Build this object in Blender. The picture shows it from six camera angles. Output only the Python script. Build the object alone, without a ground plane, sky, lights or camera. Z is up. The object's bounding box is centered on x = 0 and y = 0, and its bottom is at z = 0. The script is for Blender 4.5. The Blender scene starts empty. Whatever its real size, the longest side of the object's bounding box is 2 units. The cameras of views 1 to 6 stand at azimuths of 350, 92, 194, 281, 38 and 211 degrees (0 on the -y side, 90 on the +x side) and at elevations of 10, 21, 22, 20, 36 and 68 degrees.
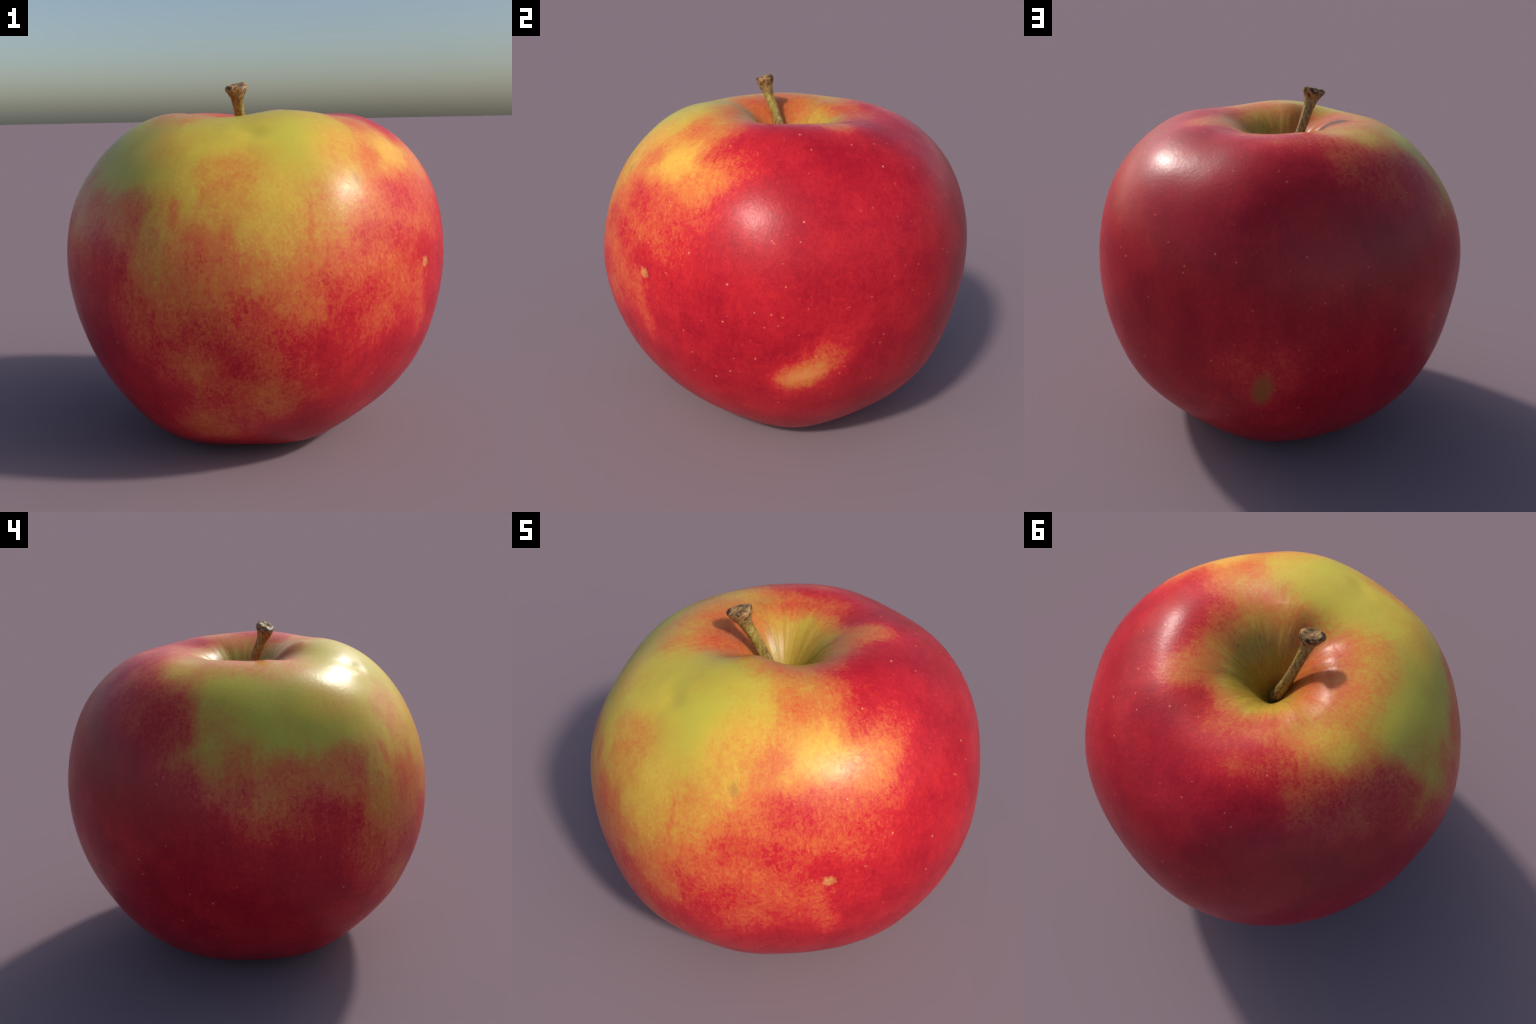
"""A ripe apple with a red blush over a yellow-green ground colour, standing on its
calyx end, with a short woody stem leaning out of a deep stem cavity."""
import bpy, bmesh, math, random
import numpy as np
from mathutils import Vector, Matrix, noise as mnoise

random.seed(7)

# ------------------------------------------------------------------ body shape
# The fruit is a lobed solid of revolution around its core.  At each polar angle
# (0 = stem cavity, 180 = calyx basin) the table gives the mean distance of the skin
# from the core and the lobes: cosine / sine amplitudes of 1..8 waves round the axis.
CORE = Vector((0.005, -0.01, 0.8))
RINGS = [
    # polar angle, mean radius, (cos1, sin1, cos2, sin2, ... cos8, sin8) in millimetres
    (0, 0.5061, (-36.4, 10.2, -13.4, -23.1, -26.2, 20.5, -2.1, 11.9, 26.2, -13.7, -13.6, 4.8, -2.3, 2.9, 0.7, 3.7)),
    (7, 0.6444, (-37.0, 11.0, -12.0, -20.2, -23.9, 18.1, -0.9, 13.0, 23.9, -11.8, -13.4, 4.2, -3.2, 4.4, 1.9, 5.3)),
    (14, 0.8251, (-26.1, 4.1, -10.0, -14.3, -18.6, 13.5, 2.8, 16.2, 14.2, -5.5, -7.3, -1.1, -3.9, 4.5, 3.0, 4.3)),
    (21, 0.9229, (-10.9, -0.7, -2.4, -8.3, -5.2, 8.5, 4.4, 9.9, 1.9, -1.7, -1.3, -1.7, -0.8, 1.9, 0.7, -0.9)),
    (28, 0.9833, (-6.1, 4.8, -0.5, -6.2, -0.2, 4.1, 4.2, 5.8, 1.1, -2.2, 0.7, -1.8, 0.5, 0.1, 0.7, -0.6)),
    (36, 1.0203, (-1.8, 8.0, -0.9, -4.2, 0.9, 1.3, 4.7, 3.6, 1.2, -1.3, 0.3, -3.4, 0.8, -1.2, 1.3, 0.1)),
    (46, 1.0392, (3.1, 11.2, -1.5, -2.0, 2.2, 0.0, 4.4, -0.2, -0.6, 0.7, 1.4, -5.1, -0.5, -2.1, 1.1, 1.9)),
    (58, 1.0387, (3.3, 13.1, -0.6, 0.2, 3.7, -0.2, 5.2, -0.9, -3.0, 1.7, 3.5, -6.0, -1.2, -1.4, 2.3, 2.1)),
    (72, 1.0169, (-4.2, 10.9, -0.2, 3.0, 4.6, -1.2, 6.7, 1.7, -1.7, -1.1, 2.3, -4.4, 0.2, -0.8, 3.7, 1.1)),
    (86, 0.9869, (-9.4, 8.5, -4.8, 2.9, 7.7, 1.3, 6.3, 4.0, -0.1, -3.3, -0.2, -3.3, -0.6, -1.4, 1.6, 2.1)),
    (100, 0.9646, (-11.2, 6.9, -7.2, 5.8, 7.9, 6.2, 3.5, -0.8, -0.2, -1.1, -1.3, -3.9, -0.8, 3.1, 1.1, 0.6)),
    (114, 0.9498, (-14.6, 11.0, -6.6, 7.7, 6.9, 4.1, 0.1, -4.5, 0.1, 1.6, -0.9, -4.2, 1.2, 1.9, -1.7, 1.4)),
    (128, 0.9336, (-18.0, 15.0, -1.9, 5.6, 8.1, 0.6, 1.1, 1.1, 2.2, 2.9, -0.9, -4.0, -0.3, 1.8, -0.4, 1.0)),
    (142, 0.9136, (-17.7, 12.6, 1.1, 4.5, 7.0, 0.3, 4.0, 6.8, 4.3, 4.9, -1.4, -2.2, -0.3, 0.9, 0.3, 0.6)),
    (156, 0.8675, (-7.8, 5.4, 1.3, 1.8, 2.8, 0.2, 2.8, 4.5, 2.0, 2.7, -0.6, 0.1, 0.7, 0.0, -0.2, -0.3)),
    (168, 0.7950, (0.4, -0.3, 0.5, -0.2, -0.3, 0.1, 0.6, 0.9, 0.0, 0.3, 0.0, 0.8, 0.5, -0.3, -0.2, -0.4)),
    (180, 0.7167, (4.4, -3.1, 0.1, -1.2, -1.9, -0.0, -0.5, -1.0, -1.0, -0.9, 0.3, 1.1, 0.4, -0.4, -0.2, -0.4)),
]


def spline_matrix(knots, x):
    """Clamped cubic spline weights (rows: samples, columns: knots)."""
    n, h = len(knots), np.diff(knots)
    A, B = np.zeros((n, n)), np.zeros((n, n))
    A[0, :2] = 2 * h[0], h[0]
    B[0, :2] = -6 / h[0], 6 / h[0]
    A[-1, -2:] = h[-1], 2 * h[-1]
    B[-1, -2:] = 6 / h[-1], -6 / h[-1]
    for i in range(1, n - 1):
        A[i, i - 1:i + 2] = h[i - 1], 2 * (h[i - 1] + h[i]), h[i]
        B[i, i - 1:i + 2] = 6 / h[i - 1], -6 / h[i - 1] - 6 / h[i], 6 / h[i]
    D = np.linalg.solve(A, B)
    j = np.clip(np.searchsorted(knots, x, side="right") - 1, 0, n - 2)
    hh = h[j]
    a = (knots[j + 1] - x) / hh
    b = 1 - a
    W, r = np.zeros((len(x), n)), np.arange(len(x))
    W[r, j] += a
    W[r, j + 1] += b
    W += ((a ** 3 - a) * hh ** 2 / 6)[:, None] * D[j] + ((b ** 3 - b) * hh ** 2 / 6)[:, None] * D[j + 1]
    return W


KNOTS = np.radians([r[0] for r in RINGS])


def skin_radius(theta, phi):
    """Distance of the skin from the core for arrays of polar angle and azimuth."""
    W = spline_matrix(KNOTS, theta)
    s = np.sin(theta)
    R = W @ np.array([r[1] for r in RINGS])
    for m in range(1, 9):
        fade = np.minimum(1, (s / 0.35) ** min(m, 2))
        c = W @ np.array([r[2][2 * m - 2] for r in RINGS]) / 1000
        d = W @ np.array([r[2][2 * m - 1] for r in RINGS]) / 1000
        R = R + fade * (c * np.cos(m * phi) + d * np.sin(m * phi))
    return R


def fine_relief(x, y, z, theta, phi):
    """Small dents and furrows of the skin, in metres."""
    p = Vector((x, y, z))
    d = 0.0035 * mnoise.noise(p * 3.1) + 0.0012 * mnoise.noise(p * 8.0 + Vector((5, 1, 2)))
    # a few shallow dents on the green shoulder
    off = ((math.degrees(phi) + 104) * math.sin(theta), math.degrees(theta) - 39)
    near = math.exp(-(off[0] ** 2 + off[1] ** 2) / 50)
    if near > 0.01:
        d += 0.008 * near * mnoise.noise(p * 10.0 + Vector((2, 4, 9)))
    # radial furrows running down into the stem cavity
    t = math.degrees(theta)
    w = max(0.0, 1 - abs(t - 13) / 12)
    if w > 0:
        q = Vector((math.cos(phi) * 4.5, math.sin(phi) * 4.5, t * 0.02))
        d += 0.010 * w * w * mnoise.noise(q) + 0.0012 * w * mnoise.noise(q * 3.4 + Vector((7, 3, 1)))
    return d


def build_body(parent, material):
    rings, segs = 420, 512
    # closer rings in the steep stem cavity
    u = np.linspace(0, 1, rings)
    theta = np.pi * np.interp(u, [0, 0.3, 0.94, 1], [0.004, 0.17, 0.96, 0.998])
    phi = np.linspace(-np.pi, np.pi, segs, endpoint=False)
    T, P = np.meshgrid(theta, phi, indexing="ij")
    R = skin_radius(T.ravel(), P.ravel()).reshape(T.shape)
    X, Y, Z = R * np.sin(T) * np.cos(P), R * np.sin(T) * np.sin(P), R * np.cos(T)
    verts = []
    for i in range(rings):
        for j in range(segs):
            x, y, z = X[i, j], Y[i, j], Z[i, j]
            k = 1 + fine_relief(x, y, z, T[i, j], P[i, j]) / R[i, j]
            v = Vector((x * k, y * k, z * k)) + CORE
            # the base is pressed flat where it rests
            v.z = 0.5 * (v.z + math.sqrt(v.z * v.z + 1.0e-4)) - 0.0002
            verts.append(v)
    faces = []
    for i in range(rings - 1):
        a, b = i * segs, (i + 1) * segs
        for j in range(segs):
            k = (j + 1) % segs
            faces.append((a + j, b + j, b + k, a + k))
    top, bottom = len(verts), len(verts) + 1
    verts.append(sum((verts[j] for j in range(segs)), Vector()) / segs)
    verts.append(sum((verts[(rings - 1) * segs + j] for j in range(segs)), Vector()) / segs)
    for j in range(segs):
        k = (j + 1) % segs
        faces.append((top, j, k))
        faces.append((bottom, (rings - 1) * segs + k, (rings - 1) * segs + j))
    lowest = min(v.z for v in verts)
    for v in verts:
        v.z -= lowest
    return mesh_object("fruit_body", verts, faces, material, parent)


def mesh_object(name, verts, faces, material, parent):
    me = bpy.data.meshes.new(name)
    me.from_pydata([tuple(v) for v in verts], [], faces)
    me.materials.append(material)
    me.polygons.foreach_set("use_smooth", [True] * len(me.polygons))
    me.update()
    ob = bpy.data.objects.new(name, me)
    bpy.context.scene.collection.objects.link(ob)
    ob.parent = parent
    return ob


# ------------------------------------------------------------------ node helpers
class Nodes:
    def __init__(self, name):
        self.mat = bpy.data.materials.new(name)
        self.mat.use_nodes = True
        self.t = self.mat.node_tree
        self.bsdf = self.t.nodes["Principled BSDF"]

    def new(self, kind, **props):
        n = self.t.nodes.new(kind)
        for k, v in props.items():
            setattr(n, k, v)
        return n

    def put(self, socket, value):
        if isinstance(value, bpy.types.NodeSocket):
            self.t.links.new(value, socket)
        elif value is not None:
            socket.default_value = value

    def math(self, op, a, b=None, c=None, clamp=False):
        n = self.new("ShaderNodeMath", operation=op, use_clamp=clamp)
        for s, v in zip(n.inputs, (a, b, c)):
            self.put(s, v)
        return n.outputs[0]

    def vmath(self, op, a, b=None, c=None, scale=None):
        n = self.new("ShaderNodeVectorMath", operation=op)
        self.put(n.inputs[0], a)
        self.put(n.inputs[1], b)
        self.put(n.inputs[2], c)
        if scale is not None:
            self.put(n.inputs["Scale"], scale)
        return n.outputs["Value"] if op in ("LENGTH", "DOT_PRODUCT", "DISTANCE") else n.outputs[0]

    def noise(self, vector, scale, detail=2.0, rough=0.5, distortion=0.0, colour=False):
        n = self.new("ShaderNodeTexNoise")
        self.put(n.inputs["Vector"], vector)
        for k, v in (("Scale", scale), ("Detail", detail), ("Roughness", rough), ("Distortion", distortion)):
            n.inputs[k].default_value = v
        return n.outputs["Color" if colour else "Fac"]

    def remap(self, x, a, b, c=0.0, d=1.0, smooth=True):
        n = self.new("ShaderNodeMapRange", interpolation_type="SMOOTHSTEP" if smooth else "LINEAR")
        for s, v in zip(n.inputs, (x, a, b, c, d)):
            self.put(s, v)
        return n.outputs[0]

    def mixf(self, f, a, b):
        n = self.new("ShaderNodeMix", data_type="FLOAT")
        for s, v in zip((n.inputs[0], n.inputs[2], n.inputs[3]), (f, a, b)):
            self.put(s, v)
        return n.outputs[0]

    def mixc(self, f, a, b, blend="MIX"):
        n = self.new("ShaderNodeMix", data_type="RGBA", blend_type=blend)
        for s, v in zip((n.inputs[0], n.inputs[6], n.inputs[7]), (f, a, b)):
            self.put(s, (*v, 1) if isinstance(v, tuple) and len(v) == 3 else v)
        return n.outputs[2]

    def ramp(self, x, stops):
        n = self.new("ShaderNodeValToRGB")
        e = n.color_ramp.elements
        while len(e) < len(stops):
            e.new(0.5)
        for el, (p, c) in zip(e, stops):
            el.position, el.color = p, (*c, 1)
        self.put(n.inputs[0], x)
        return n.outputs[0]


# ------------------------------------------------------------------ skin colours
GREEN = (0.50, 0.48, 0.065)
YELLOW = (0.68, 0.51, 0.065)
AMBER = (0.88, 0.50, 0.075)  # yellow lightened and warmed for sunlight and highlight on the shoulder
RED_THIN = (0.70, 0.075, 0.040)
RED = (0.59, 0.011, 0.028)
RED_DEEP = (0.37, 0.006, 0.019)
# how much of the ground colour a blush of that strength hides
COVER = [(0.0, 0.0), (0.10, 0.12), (0.25, 0.38), (0.42, 0.68), (0.60, 0.88), (0.78, 0.98), (1.0, 1.0)]

# Areas where the red blush thins out or thickens, laid one over the other:
# azimuth, polar angle, half width, half height, tilt (degrees seen from the core),
# blush there (0 = bare ground colour, 1 = deepest red)
BLUSH = [
    (-102, 56, 26.1, 30.6, -27, 0.3),
    (-84, 45, 38.7, 29.5, 24, 0.28),
    (-154, 49, 25.4, 20.6, -18, 0.22),
    (-139, 32, 32.9, 24.1, 29, 0.35),
    (-43, 9, 17.1, 19.7, 10, 0.62),
    (-26, 9, 12.2, 14.2, 42, 0.24),
    (135, 18, 16.7, 11.7, 7, 0.48),
    (91, 11, 12.1, 6.4, 42, 0.08),
    (26, 14, 7.6, 3.8, 7, 0.12),
    (23, 20, 6.0, 4.4, 10, 0.46),
    (100, 8, 9.4, 7.4, -22, 0.16),
    (104, 19, 13.2, 2.6, -15, 0.66),
    (98, 27, 14.1, 3.7, -19, 0.86),
    (-20, 22, 6.1, 4.7, -10, 0.58),
    (-142, 15, 9.8, 5.5, -5, 0.55),
    (-175, 27, 5.7, 4.0, -11, 0.52),
    (156, 29, 4.5, 3.3, 27, 0.06),
    (-166, 39, 12.9, 9.7, 20, 0.05),
    (-140, 19, 6.5, 11.5, -44, 0.66),
    (28, 27, 3.0, 4.3, -27, 0.74),
    (-112, 80, 21.8, 11.9, -2, 0.52),
    (-102, 92, 27.5, 14.2, 0, 0.66),
    (-108, 109, 25.1, 18.8, -18, 0.68),
    (-71, 82, 17.2, 14.6, 35, 0.72),
    (-140, 75, 12.9, 11.6, 13, 0.74),
    (-141, 65, 11.3, 5.1, 4, 0.48),
    (-133, 113, 20.2, 7.6, -40, 0.92),
    (-153, 94, 21.8, 10.0, -40, 0.95),
    (-100, 63, 14.7, 11.4, 1, 0.2),
    (-121, 56, 5.8, 8.5, -26, 0.12),
    (-127, 67, 3.7, 5.6, -14, 0.12),
    (-128, 80, 4.4, 5.7, 6, 0.22),
    (-147, 50, 15.8, 6.3, 17, 0.03),
    (-117, 43, 10.8, 7.8, 32, 0.05),
    (-90, 41, 9.0, 14.7, 14, 0.02),
    (-109, 53, 7.1, 3.7, 0, 0.3),
    (-114, 56, 2.0, 4.4, -10, 0.38),
    (-122, 65, 1.4, 3.2, -9, 0.55),
    (-114, 74, 5.7, 4.7, -1, 0.52),
    (-107, 72, 1.6, 3.9, -1, 0.48),
    (-100, 78, 7.0, 4.7, 1, 0.36),
    (-85, 67, 1.1, 5.9, 7, 0.52),
    (-78, 67, 5.3, 8.9, 13, 0.32),
    (-89, 86, 6.6, 4.8, 7, 0.54),
    (-43, 49, 18.3, 5.6, -12, 0.2),
    (-63, 52, 2.0, 5.9, 35, 0.5),
    (-63, 63, 7.0, 5.1, -38, 0.66),
    (-59, 73, 8.2, 6.7, -4, 0.8),
    (-46, 77, 8.5, 5.3, 10, 0.86),
    (-52, 88, 3.1, 6.1, -19, 0.73),
    (-73, 90, 8.1, 5.8, 26, 0.84),
    (-83, 99, 2.3, 5.9, -9, 0.86),
    (-107, 102, 5.2, 4.7, -32, 0.84),
    (-118, 103, 7.6, 5.7, -23, 0.6),
    (-90, 117, 6.5, 8.8, -41, 0.48),
    (-109, 127, 12.3, 7.8, -2, 0.52),
    (-77, 128, 6.2, 16.4, -36, 0.97),
    (-89, 134, 14.2, 7.0, 36, 0.98),
    (-70, 113, 8.5, 23.6, -44, 0.88),
    (-110, 42, 10.0, 5.6, 19, 0.04),
    (-87, 41, 7.6, 11.9, -43, 0.0),
    (-64, 35, 4.5, 6.4, -11, 0.13),
    (-68, 49, 6.8, 6.6, 15, 0.22),
    (-108, 53, 7.1, 5.7, 20, 0.26),
    (-43, 30, 8.1, 6.0, 1, 0.36),
    (-43, 46, 7.8, 5.7, 6, 0.18),
    (-59, 49, 3.7, 4.4, -2, 0.46),
    (-30, 54, 4.7, 4.4, 17, 0.42),
    (-28, 42, 4.7, 4.0, -1, 0.62),
    (-16, 42, 6.2, 4.8, -0, 0.8),
    (0, 33, 12.7, 7.8, 11, 0.95),
    (-62, 62, 3.8, 4.7, 3, 0.54),
    (-50, 61, 7.1, 5.4, 6, 0.72),
    (-73, 76, 9.7, 6.5, -24, 0.62),
    (-44, 88, 4.7, 6.0, -39, 0.82),
    (-58, 79, 6.5, 6.3, -29, 0.66),
    (-68, 89, 7.6, 6.1, -44, 0.72),
    (-156, 48, 13.1, 9.0, 1, 0.06),
    (177, 40, 4.3, 6.9, -18, 0.08),
    (156, 30, 11.0, 5.3, 42, 0.22),
    (161, 44, 8.7, 5.8, 15, 0.68),
    (173, 54, 2.3, 8.8, -11, 0.74),
    (-159, 65, 10.3, 5.0, 6, 0.5),
    (-169, 67, 4.1, 4.1, -43, 0.66),
    (-139, 66, 5.9, 6.9, 22, 0.55),
    (-107, 30, 16.5, 7.4, -13, 0.04),
    (-157, 28, 10.4, 5.2, 7, 0.38),
    (-127, 71, 3.5, 8.8, 16, 0.34),
    (-116, 78, 6.7, 7.8, -11, 0.5),
    (-131, 91, 7.2, 11.9, -34, 0.68),
    (-151, 75, 6.5, 5.2, 18, 0.76),
    (136, 39, 7.9, 5.1, -21, 0.68),
    (150, 47, 12.7, 6.5, -5, 0.76),
    (179, 57, 8.9, 2.5, -12, 0.35),
    (30, 24, 6.9, 4.0, 31, 0.55),
    (11, 100, 5.6, 10.7, 45, 0.58),
    (8, 103, 6.5, 3.2, -25, 0.42),
    (-45, 91, 3.4, 10.0, -15, 0.66),
    (102, 97, 9.0, 8.1, -30, 0.74),
    (180, 54, 3.7, 10.0, -6, 0.2),
]
SOFT = 0.95
# Areas where the ground colour turns: same first five numbers, then
# 0 = green, 0.5 = yellow, 1 = amber
GROUND = [
    (-157, 48, 23, 18, -5, 0.22),
    (-155, 53, 13, 6, 6, 0.08),
    (-160, 39, 17, 12, 27, 0.1),
    (-95, 37, 26, 16, 27, 0.3),
    (-90, 42, 11, 16, 14, 0.25),
    (-103, 47, 13, 6, 40, 0.48),
    (-100, 63, 16, 13, 1, 0.62),
    (-43, 47, 12, 8, 7, 0.95),
    (-41, 49, 21, 8, -14, 0.95),
    (-67, 49, 10, 10, 18, 0.7),
    (-41, 9, 17, 18, 2, 0.18),
    (-126, 69, 8, 14, 21, 0.5),
    (-134, 45, 10, 6, -4, 0.55),
]


def area_mask(n, direction, az, pol, w, h, tilt, soft):
    """1 inside an oval area of the skin, fading to 0 round its edge."""
    a, p = math.radians(az), math.radians(pol)
    centre = Vector((math.sin(p) * math.cos(a), math.sin(p) * math.sin(a), math.cos(p)))
    east = Vector((-math.sin(a), math.cos(a), 0))
    north = centre.cross(east)
    tl = math.radians(tilt)
    across, along = east * math.cos(tl) - north * math.sin(tl), north * math.cos(tl) + east * math.sin(tl)
    long, big, small = (across, w, h) if w > h else (along, h, w)
    if big > 1.25 * small:      # squeeze the long axis so that the oval becomes round
        direction = n.vmath("MULTIPLY_ADD", n.vmath("DOT_PRODUCT", direction, long), long * (small / big - 1), direction)
        size = math.radians(small)
    else:
        size = math.radians(0.5 * (big + small))
    return n.remap(n.vmath("DISTANCE", direction, centre), size * (1 - soft), size * (1 + soft), 1.0, 0.0)


def skin_material():
    n = Nodes("apple_skin")
    pos = n.new("ShaderNodeTexCoord").outputs["Object"]
    from_core = n.vmath("SUBTRACT", pos, tuple(CORE))
    direction = n.vmath("NORMALIZE", from_core)
    sep = n.new("ShaderNodeSeparateXYZ")
    n.put(sep.inputs[0], direction)
    polar = n.math("MULTIPLY", n.math("ARCCOSINE", sep.outputs[2]), 180 / math.pi)
    flat = n.vmath("NORMALIZE", n.vmath("MULTIPLY", direction, (1, 1, 0)))

    # coordinates that follow the meridians: round the fruit x, y; down the fruit z
    comb = n.new("ShaderNodeCombineXYZ")
    sf = n.new("ShaderNodeSeparateXYZ")
    n.put(sf.inputs[0], flat)
    n.put(comb.inputs[0], sf.outputs[0])
    n.put(comb.inputs[1], sf.outputs[1])
    n.put(comb.inputs[2], n.math("MULTIPLY", polar, math.pi / 180 * 0.22))
    meridian = comb.outputs[0]

    # ragged edges: the areas are looked up through noise
    wob = n.vmath("SUBTRACT", n.noise(direction, 5.0, 3, colour=True), (0.5, 0.5, 0.5))
    wob2 = n.vmath("SUBTRACT", n.noise(meridian, 22.0, 2, colour=True), (0.5, 0.5, 0.5))
    ragged = n.vmath("ADD", direction, n.vmath("SCALE", wob, scale=0.075))
    ragged = n.vmath("ADD", ragged, n.vmath("SCALE", wob2, scale=0.06))

    blush, at = 0.94, ragged
    for i, (az, pol, w, h, tilt, value) in enumerate(BLUSH):
        if i % 8 == 7:      # the areas go in batches, which keeps the shader's memory use small
            at = n.vmath("MULTIPLY_ADD", blush, (0, 0, 0), ragged)
        blush = n.mixf(area_mask(n, at, az, pol, w, h, tilt, SOFT), blush, value)
    ground = 0.5
    for az, pol, w, h, tilt, value in GROUND:
        ground = n.mixf(area_mask(n, at, az, pol, w, h, tilt, 0.6), ground, value)

    # the blush is laid down in fine broken strokes, most visible at half strength
    deep = n.remap(polar, 9.0, 24.0, 1.0, 0.0)
    half = n.math("MULTIPLY", n.math("MULTIPLY", n.math("ADD", blush, 0.06), n.math("SUBTRACT", 1.06, blush)), 3.4)
    fleck = n.math("SUBTRACT", n.noise(n.vmath("MULTIPLY", from_core, (1.0, 1.0, 0.85)), 52.0, 2, 0.55, 1.1), 0.5)
    fleck2 = n.math("SUBTRACT", n.noise(meridian, 75.0, 1, 0.5, 1.0), 0.5)
    streak = n.math("SUBTRACT", n.noise(meridian, 13.0, 3, 0.6, 0.4), 0.5)
    cloud = n.math("SUBTRACT", n.noise(from_core, 5.5, 4, 0.6), 0.5)
    v = n.math("ADD", n.math("MULTIPLY", fleck, 0.50), n.math("MULTIPLY", fleck2, 0.16))
    v = n.math("ADD", v, n.math("MULTIPLY", streak, n.math("MULTIPLY_ADD", deep, -0.10, 0.17)))
    v = n.math("ADD", v, n.math("MULTIPLY", cloud, 0.16))
    b = n.math("MULTIPLY_ADD", v, half, blush)
    b = n.math("ADD", b, n.math("MULTIPLY", cloud, 0.27))
    b = n.math("MULTIPLY_ADD", fleck, 0.04, b, clamp=True)

    ground_colour = n.ramp(ground, [(0, GREEN), (0.5, YELLOW), (1, AMBER)])
    ground_colour = n.mixc(n.remap(cloud, -0.25, 0.3, 0.0, 0.25), ground_colour, (0.46, 0.42, 0.04))
    red = n.ramp(b, [(0.0, RED_THIN), (0.55, RED_THIN), (0.80, RED), (1.0, RED_DEEP)])
    cover = n.ramp(b, [(c[0], (c[1],) * 3) for c in COVER])
    colour = n.mixc(cover, ground_colour, red)

    # stem cavity: brown radial cracks and specks over a darkened wall
    radial = n.new("ShaderNodeCombineXYZ")
    n.put(radial.inputs[0], sf.outputs[0])
    n.put(radial.inputs[1], sf.outputs[1])
    n.put(radial.inputs[2], n.math("MULTIPLY", polar, 0.012))
    crack = n.math("ABSOLUTE", n.math("SUBTRACT", n.noise(radial.outputs[0], 5.0, 3, 0.6, 0.6), 0.5))
    crack = n.math("MULTIPLY", n.remap(crack, 0.0, 0.018, 0.8, 0.0), n.math("MULTIPLY", deep, n.remap(n.noise(radial.outputs[0], 2.3, 1), 0.45, 0.62)))
    speck = n.math("MULTIPLY", n.remap(n.noise(meridian, 38.0, 1), 0.66, 0.74), deep)
    colour = n.mixc(n.math("MULTIPLY", n.remap(n.math("MULTIPLY_ADD", cloud, 12.0, polar), 8.0, 30.0, 0.40, 0.0), 1.0), colour, (0.20, 0.16, 0.020))  # olive-brown tint, strongest deep in the cavity and fading out by about polar 30
    colour = n.mixc(n.math("MAXIMUM", crack, n.math("MULTIPLY", speck, 0.6)), colour, (0.16, 0.10, 0.025))

    # lenticels: scattered pale dots on the red, darker ones on the bare ground
    vor = n.new("ShaderNodeTexVoronoi")
    n.put(vor.inputs["Vector"], n.vmath("ADD", from_core, n.vmath("SCALE", wob2, scale=0.012)))
    vor.inputs["Scale"].default_value = 20.0
    rnd = n.new("ShaderNodeSeparateColor")
    n.put(rnd.inputs[0], vor.outputs["Color"])
    size = n.math("MULTIPLY_ADD", n.math("POWER", rnd.outputs[0], 3.0), 0.066, 0.044)
    dot = n.remap(n.math("DIVIDE", vor.outputs["Distance"], size), 0.55, 1.1, 1.0, 0.0)
    pale = n.math("MULTIPLY", dot, n.remap(b, 0.42, 0.75, 0.0, 0.62))
    dark = n.math("MULTIPLY", dot, n.remap(b, 0.25, 0.45, 0.3, 0.0))
    halo = n.remap(n.math("DIVIDE", vor.outputs["Distance"], size), 0.8, 3.0, 0.22, 0.0)
    colour = n.mixc(n.math("MULTIPLY", halo, n.remap(b, 0.5, 0.8)), colour, (0.75, 0.05, 0.04))
    colour = n.mixc(pale, colour, (0.78, 0.45, 0.27))
    colour = n.mixc(dark, colour, (0.24, 0.20, 0.03))

    # single marks: a pale scab with a dark pin-prick, russet patches near the base
    rough_edge = n.vmath("SUBTRACT", n.noise(from_core, 60.0, 2, colour=True), (0.5, 0.5, 0.5))
    mark_at = n.vmath("ADD", direction, n.vmath("SCALE", rough_edge, scale=0.045))
    colour = n.mixc(n.math("MULTIPLY", area_mask(n, mark_at, 156.1, 60.2, 24.89, 16.69, 2, 0.7), 0.28), colour, (0.24, 0.035, 0.03))
    colour = n.mixc(n.math("MULTIPLY", area_mask(n, mark_at, 128.0, 62.6, 21.63, 12.33, 4, 0.7), 0.3), colour, (0.28, 0.06, 0.045))
    colour = n.mixc(n.math("MULTIPLY", area_mask(n, mark_at, -43.7, 80.1, 1.49, 1.13, 5, 0.6), 0.85), colour, (0.7, 0.3, 0.09))
    colour = n.mixc(n.math("MULTIPLY", area_mask(n, mark_at, -43.4, 80.3, 0.28, 0.40, -14, 0.5), 0.9), colour, (0.14, 0.06, 0.02))
    colour = n.mixc(n.math("MULTIPLY", area_mask(n, mark_at, 101.6, 102.3, 2.69, 5.44, 11, 0.5), 0.75), colour, (0.3, 0.12, 0.025))
    colour = n.mixc(n.math("MULTIPLY", area_mask(n, mark_at, -68.3, 55.7, 1.05, 1.62, -4, 0.8), 0.5), colour, (0.36, 0.2, 0.05))
    colour = n.mixc(n.math("MULTIPLY", area_mask(n, mark_at, 8.0, 102.7, 5.54, 1.89, -19, 0.8), 0.5), colour, (0.84, 0.28, 0.1))

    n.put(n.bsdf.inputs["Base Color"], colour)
    n.put(n.bsdf.inputs["Roughness"], n.math("MULTIPLY_ADD", cloud, 0.14, n.math("MULTIPLY_ADD", fleck, 0.06, 0.35)))
    n.bsdf.inputs["Specular IOR Level"].default_value = 0.27
    bump = n.new("ShaderNodeBump")
    bump.inputs["Strength"].default_value = 0.09
    bump.inputs["Distance"].default_value = 0.01
    n.put(bump.inputs["Height"], n.math("MULTIPLY_ADD", dot, 0.4, fleck))
    n.put(n.bsdf.inputs["Normal"], bump.outputs[0])
    return n.mat


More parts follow.
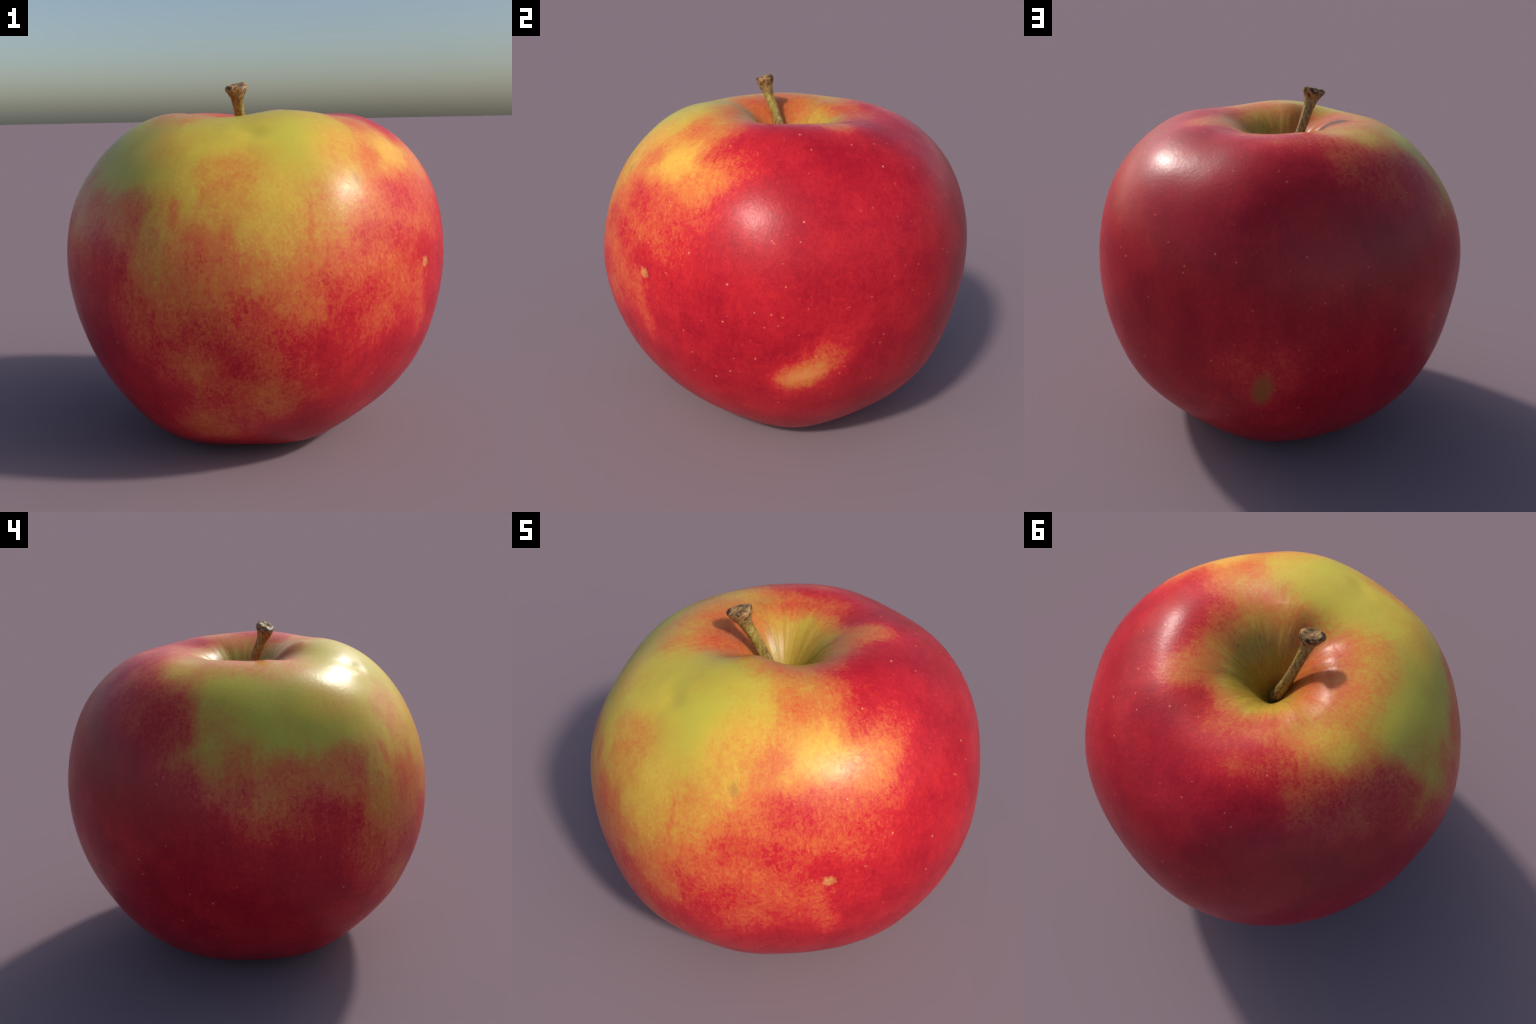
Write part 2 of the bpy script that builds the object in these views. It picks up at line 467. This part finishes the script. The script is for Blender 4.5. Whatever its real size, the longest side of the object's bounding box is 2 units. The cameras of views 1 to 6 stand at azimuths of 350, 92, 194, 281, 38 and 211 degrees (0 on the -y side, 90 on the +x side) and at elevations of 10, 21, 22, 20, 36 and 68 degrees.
# ------------------------------------------------------------------ stem
def stem_axis(z):
    s = (z - 1.6) / 0.2
    return Vector((-0.0748 - 0.0472 * s + 0.0075 * s * s, -0.0842 - 0.0754 * s - 0.0248 * s * s, z))


# height of the axis point, radius across, radius along (the swollen end is an oval)
STEM_PROFILE = [(1.20, 0.036, 0.036), (1.30, 0.036, 0.036), (1.36, 0.033, 0.033), (1.43, 0.0295, 0.0300),
                (1.50, 0.0270, 0.0280), (1.56, 0.0250, 0.0258), (1.62, 0.0238, 0.0245), (1.68, 0.0240, 0.0265),
                (1.72, 0.0258, 0.0290), (1.748, 0.0300, 0.0350), (1.768, 0.0355, 0.0450), (1.784, 0.0405, 0.0550),
                (1.796, 0.0425, 0.0585), (1.807, 0.0395, 0.0545), (1.813, 0.0310, 0.0430), (1.813, 0.0200, 0.0280),
                (1.810, 0.0080, 0.0120)]
END_LONG_AXIS = Vector((0.105, 0.066, 0.015)).normalized()


def build_stem(parent, material, cut_material):
    segs, sub = 64, 8
    zs = np.array([p[0] for p in STEM_PROFILE])
    rows = []
    for i in range(len(STEM_PROFILE) - 1):
        for k in range(sub):
            f = k / sub
            p0 = STEM_PROFILE[max(i - 1, 0)]
            p1, p2 = STEM_PROFILE[i], STEM_PROFILE[i + 1]
            p3 = STEM_PROFILE[min(i + 2, len(STEM_PROFILE) - 1)]
            rows.append([0.5 * (2 * b + (c - a) * f + (2 * a - 5 * b + 4 * c - d) * f * f + (3 * b - a - 3 * c + d) * f ** 3)
                         for a, b, c, d in zip(p0, p1, p2, p3)])
    rows.append(list(STEM_PROFILE[-1]))
    verts = []
    for z, ra, rb in rows:
        c = stem_axis(z)
        axis = (stem_axis(z + 0.01) - stem_axis(z - 0.01)).normalized()
        # the swollen end sits squarer to the vertical than the leaning shaft
        head = min(1, max(0, (z - 1.70) / 0.09))
        if head > 0:
            base = stem_axis(1.70)
            tangent = (stem_axis(1.71) - stem_axis(1.69)).normalized()
            lift = Vector((-0.11, -0.30, 0.95)).normalized()
            d = tangent.lerp(lift, 0.5 * head)
            c = base + d * ((z - 1.70) / d.z)
            axis = axis.lerp(Vector((-0.10, -0.28, 0.95)), head).normalized()
        long = (END_LONG_AXIS - axis * END_LONG_AXIS.dot(axis)).normalized()
        short = axis.cross(long)
        for j in range(segs):
            a = 2 * math.pi * j / segs
            o = long * (rb * math.cos(a)) + short * (ra * math.sin(a))
            p = c + o
            # ridges along the shaft, knobs and a saddle across the cut end
            ridge = mnoise.noise(Vector((math.cos(a) * 1.6, math.sin(a) * 1.6, z * 7)))
            knob = mnoise.noise(p * 26 + Vector((3, 1, 7)))
            p += o * (0.10 * ridge + 0.16 * head * knob)
            if head > 0.5:
                x = (p - c).dot(long) / 0.06
                p.z += 0.007 * (head - 0.5) * 2 * (x * x * 0.9 - 0.45 + 0.55 * x * x * (1 if x > 0 else -0.4))
                p.z += 0.006 * head * mnoise.noise(p * 36)
            verts.append(p)
    n_rows = len(rows)
    faces = []
    for i in range(n_rows - 1):
        for j in range(segs):
            k = (j + 1) % segs
            faces.append((i * segs + j, i * segs + k, (i + 1) * segs + k, (i + 1) * segs + j))
    verts.append(sum((verts[(n_rows - 1) * segs + j] for j in range(segs)), Vector()) / segs)
    tip = len(verts) - 1
    for j in range(segs):
        faces.append(((n_rows - 1) * segs + j, (n_rows - 1) * segs + (j + 1) % segs, tip))
    split = next(i for i, r in enumerate(rows) if r[0] >= 1.757)
    full = bpy.data.meshes.new("stem_whole")
    full.from_pydata([tuple(v) for v in verts], [], faces)
    full.update()
    normals = [v.normal.copy() for v in full.vertices]
    for name, keep, mat in (("stem", lambda f: max(f) < (split + 1) * segs, material),
                            ("stem_end", lambda f: max(f) >= (split + 1) * segs, cut_material)):
        fs = [f for f in faces if keep(f)]
        used = sorted({i for f in fs for i in f})
        index = {v: i for i, v in enumerate(used)}
        ob = mesh_object(name, [verts[i] for i in used], [tuple(index[i] for i in f) for f in fs], mat, parent)
        ob.data.normals_split_custom_set_from_vertices([normals[i] for i in used])
    bpy.data.meshes.remove(full)


def stem_material(cut):
    n = Nodes("stem_cut_end" if cut else "stem_bark")
    pos = n.new("ShaderNodeTexCoord").outputs["Object"]
    stretched = n.vmath("MULTIPLY", pos, (1.0, 1.0, 0.35))
    grain = n.noise(stretched, 85.0, 3, 0.6, 0.8)
    blotch = n.noise(pos, 22.0, 3, 0.6, 0.8)
    sep = n.new("ShaderNodeSeparateXYZ")
    n.put(sep.inputs[0], pos)
    bark = n.ramp(grain, [(0.28, (0.09, 0.040, 0.014)), (0.45, (0.24, 0.135, 0.045)), (0.62, (0.37, 0.26, 0.10)), (0.78, (0.50, 0.40, 0.19))])
    # one flank is still green
    side = n.vmath("DOT_PRODUCT", n.vmath("SUBTRACT", pos, (-0.07, -0.08, 1.6)), (0.55, -0.80, 0.0))
    green = n.math("MULTIPLY", n.remap(n.math("ADD", side, n.math("MULTIPLY", n.math("SUBTRACT", blotch, 0.5), 0.08)), -0.015, 0.03),
                   n.remap(sep.outputs[2], 1.71, 1.75, 1.0, 0.0))
    colour = n.mixc(n.math("MULTIPLY", green, 0.42), bark, n.ramp(grain, [(0.3, (0.15, 0.12, 0.012)), (0.6, (0.42, 0.36, 0.04)), (0.8, (0.60, 0.52, 0.10))]))
    pale = n.math("MULTIPLY", n.remap(blotch, 0.58, 0.72), 0.45)
    colour = n.mixc(pale, colour, (0.55, 0.42, 0.27))
    if cut:
        swirl = n.noise(pos, 24.0, 1, 0.4, 2.0)
        end = n.ramp(swirl, [(0.30, (0.05, 0.024, 0.012)), (0.42, (0.16, 0.080, 0.035)), (0.52, (0.33, 0.18, 0.065)),
                             (0.60, (0.44, 0.28, 0.11)), (0.68, (0.16, 0.085, 0.045)), (0.80, (0.26, 0.17, 0.09))])
        colour = n.mixc(n.remap(n.math("ADD", sep.outputs[2], n.math("MULTIPLY", n.math("SUBTRACT", blotch, 0.5), 0.05)), 1.755, 1.79), colour, end)
    n.put(n.bsdf.inputs["Base Color"], colour)
    n.bsdf.inputs["Roughness"].default_value = 0.45
    n.bsdf.inputs["Specular IOR Level"].default_value = 0.3
    bump = n.new("ShaderNodeBump")
    bump.inputs["Strength"].default_value = 0.15 if cut else 0.3
    bump.inputs["Distance"].default_value = 0.006
    n.put(bump.inputs["Height"], n.math("ADD", grain, blotch))
    n.put(n.bsdf.inputs["Normal"], bump.outputs[0])
    return n.mat


# ------------------------------------------------------------------ calyx (under the fruit)
def calyx_material():
    n = Nodes("dried_calyx")
    pos = n.new("ShaderNodeTexCoord").outputs["Object"]
    n.put(n.bsdf.inputs["Base Color"], n.ramp(n.noise(pos, 40.0, 3), [(0.3, (0.05, 0.03, 0.015)), (0.7, (0.22, 0.15, 0.07))]))
    n.bsdf.inputs["Roughness"].default_value = 0.8
    return n.mat


def build_calyx(parent, material):
    """Five dried sepals curling in the basin, clear of the table."""
    segs = 8
    verts, faces = [], []
    for side in (0, 1):
        for i in range(segs + 1):
            f = i / segs
            half = 0.018 * math.sin(math.pi * min(0.98, 0.25 + 0.75 * f)) + 0.001
            out, down = 0.012 + 0.05 * f, -0.012 - 0.030 * math.sin(f * 2.0)
            for s in (-1, 1):
                verts.append(Vector((out, s * half, down - 0.004 * side)))
    m = 2 * (segs + 1)
    for i in range(segs):
        a, b = 2 * i, 2 * i + 2
        faces += [(a, b, b + 1, a + 1), (m + a, m + a + 1, m + b + 1, m + b)]
        faces += [(a, m + a, m + b, b), (a + 1, b + 1, m + b + 1, m + a + 1)]
    faces += [(0, 1, m + 1, m), (m - 2, 2 * m - 2, 2 * m - 1, m - 1)]
    me = bpy.data.meshes.new("sepal")
    me.from_pydata([tuple(v) for v in verts], [], faces)
    me.materials.append(material)
    me.update()
    calyx = bpy.data.objects.new("calyx", None)
    calyx.location = (CORE.x, CORE.y, 0.095)
    calyx.parent = parent
    bpy.context.scene.collection.objects.link(calyx)
    first = bpy.data.objects.new("sepal", me)
    for k in range(5):
        ob = first if k == 0 else first.copy()
        bpy.context.scene.collection.objects.link(ob)
        ob.parent = calyx
        ob.rotation_euler = (random.uniform(-0.2, 0.2), random.uniform(-0.15, 0.15), 2 * math.pi * k / 5 + random.uniform(-0.2, 0.2))


def main():
    apple = bpy.data.objects.new("apple", None)
    bpy.context.scene.collection.objects.link(apple)
    apple["label"] = "ripe red apple with yellow-green shoulder and short woody stem"
    apple["category"] = "apple"
    build_body(apple, skin_material())
    build_stem(apple, stem_material(False), stem_material(True))
    build_calyx(apple, calyx_material())


main()
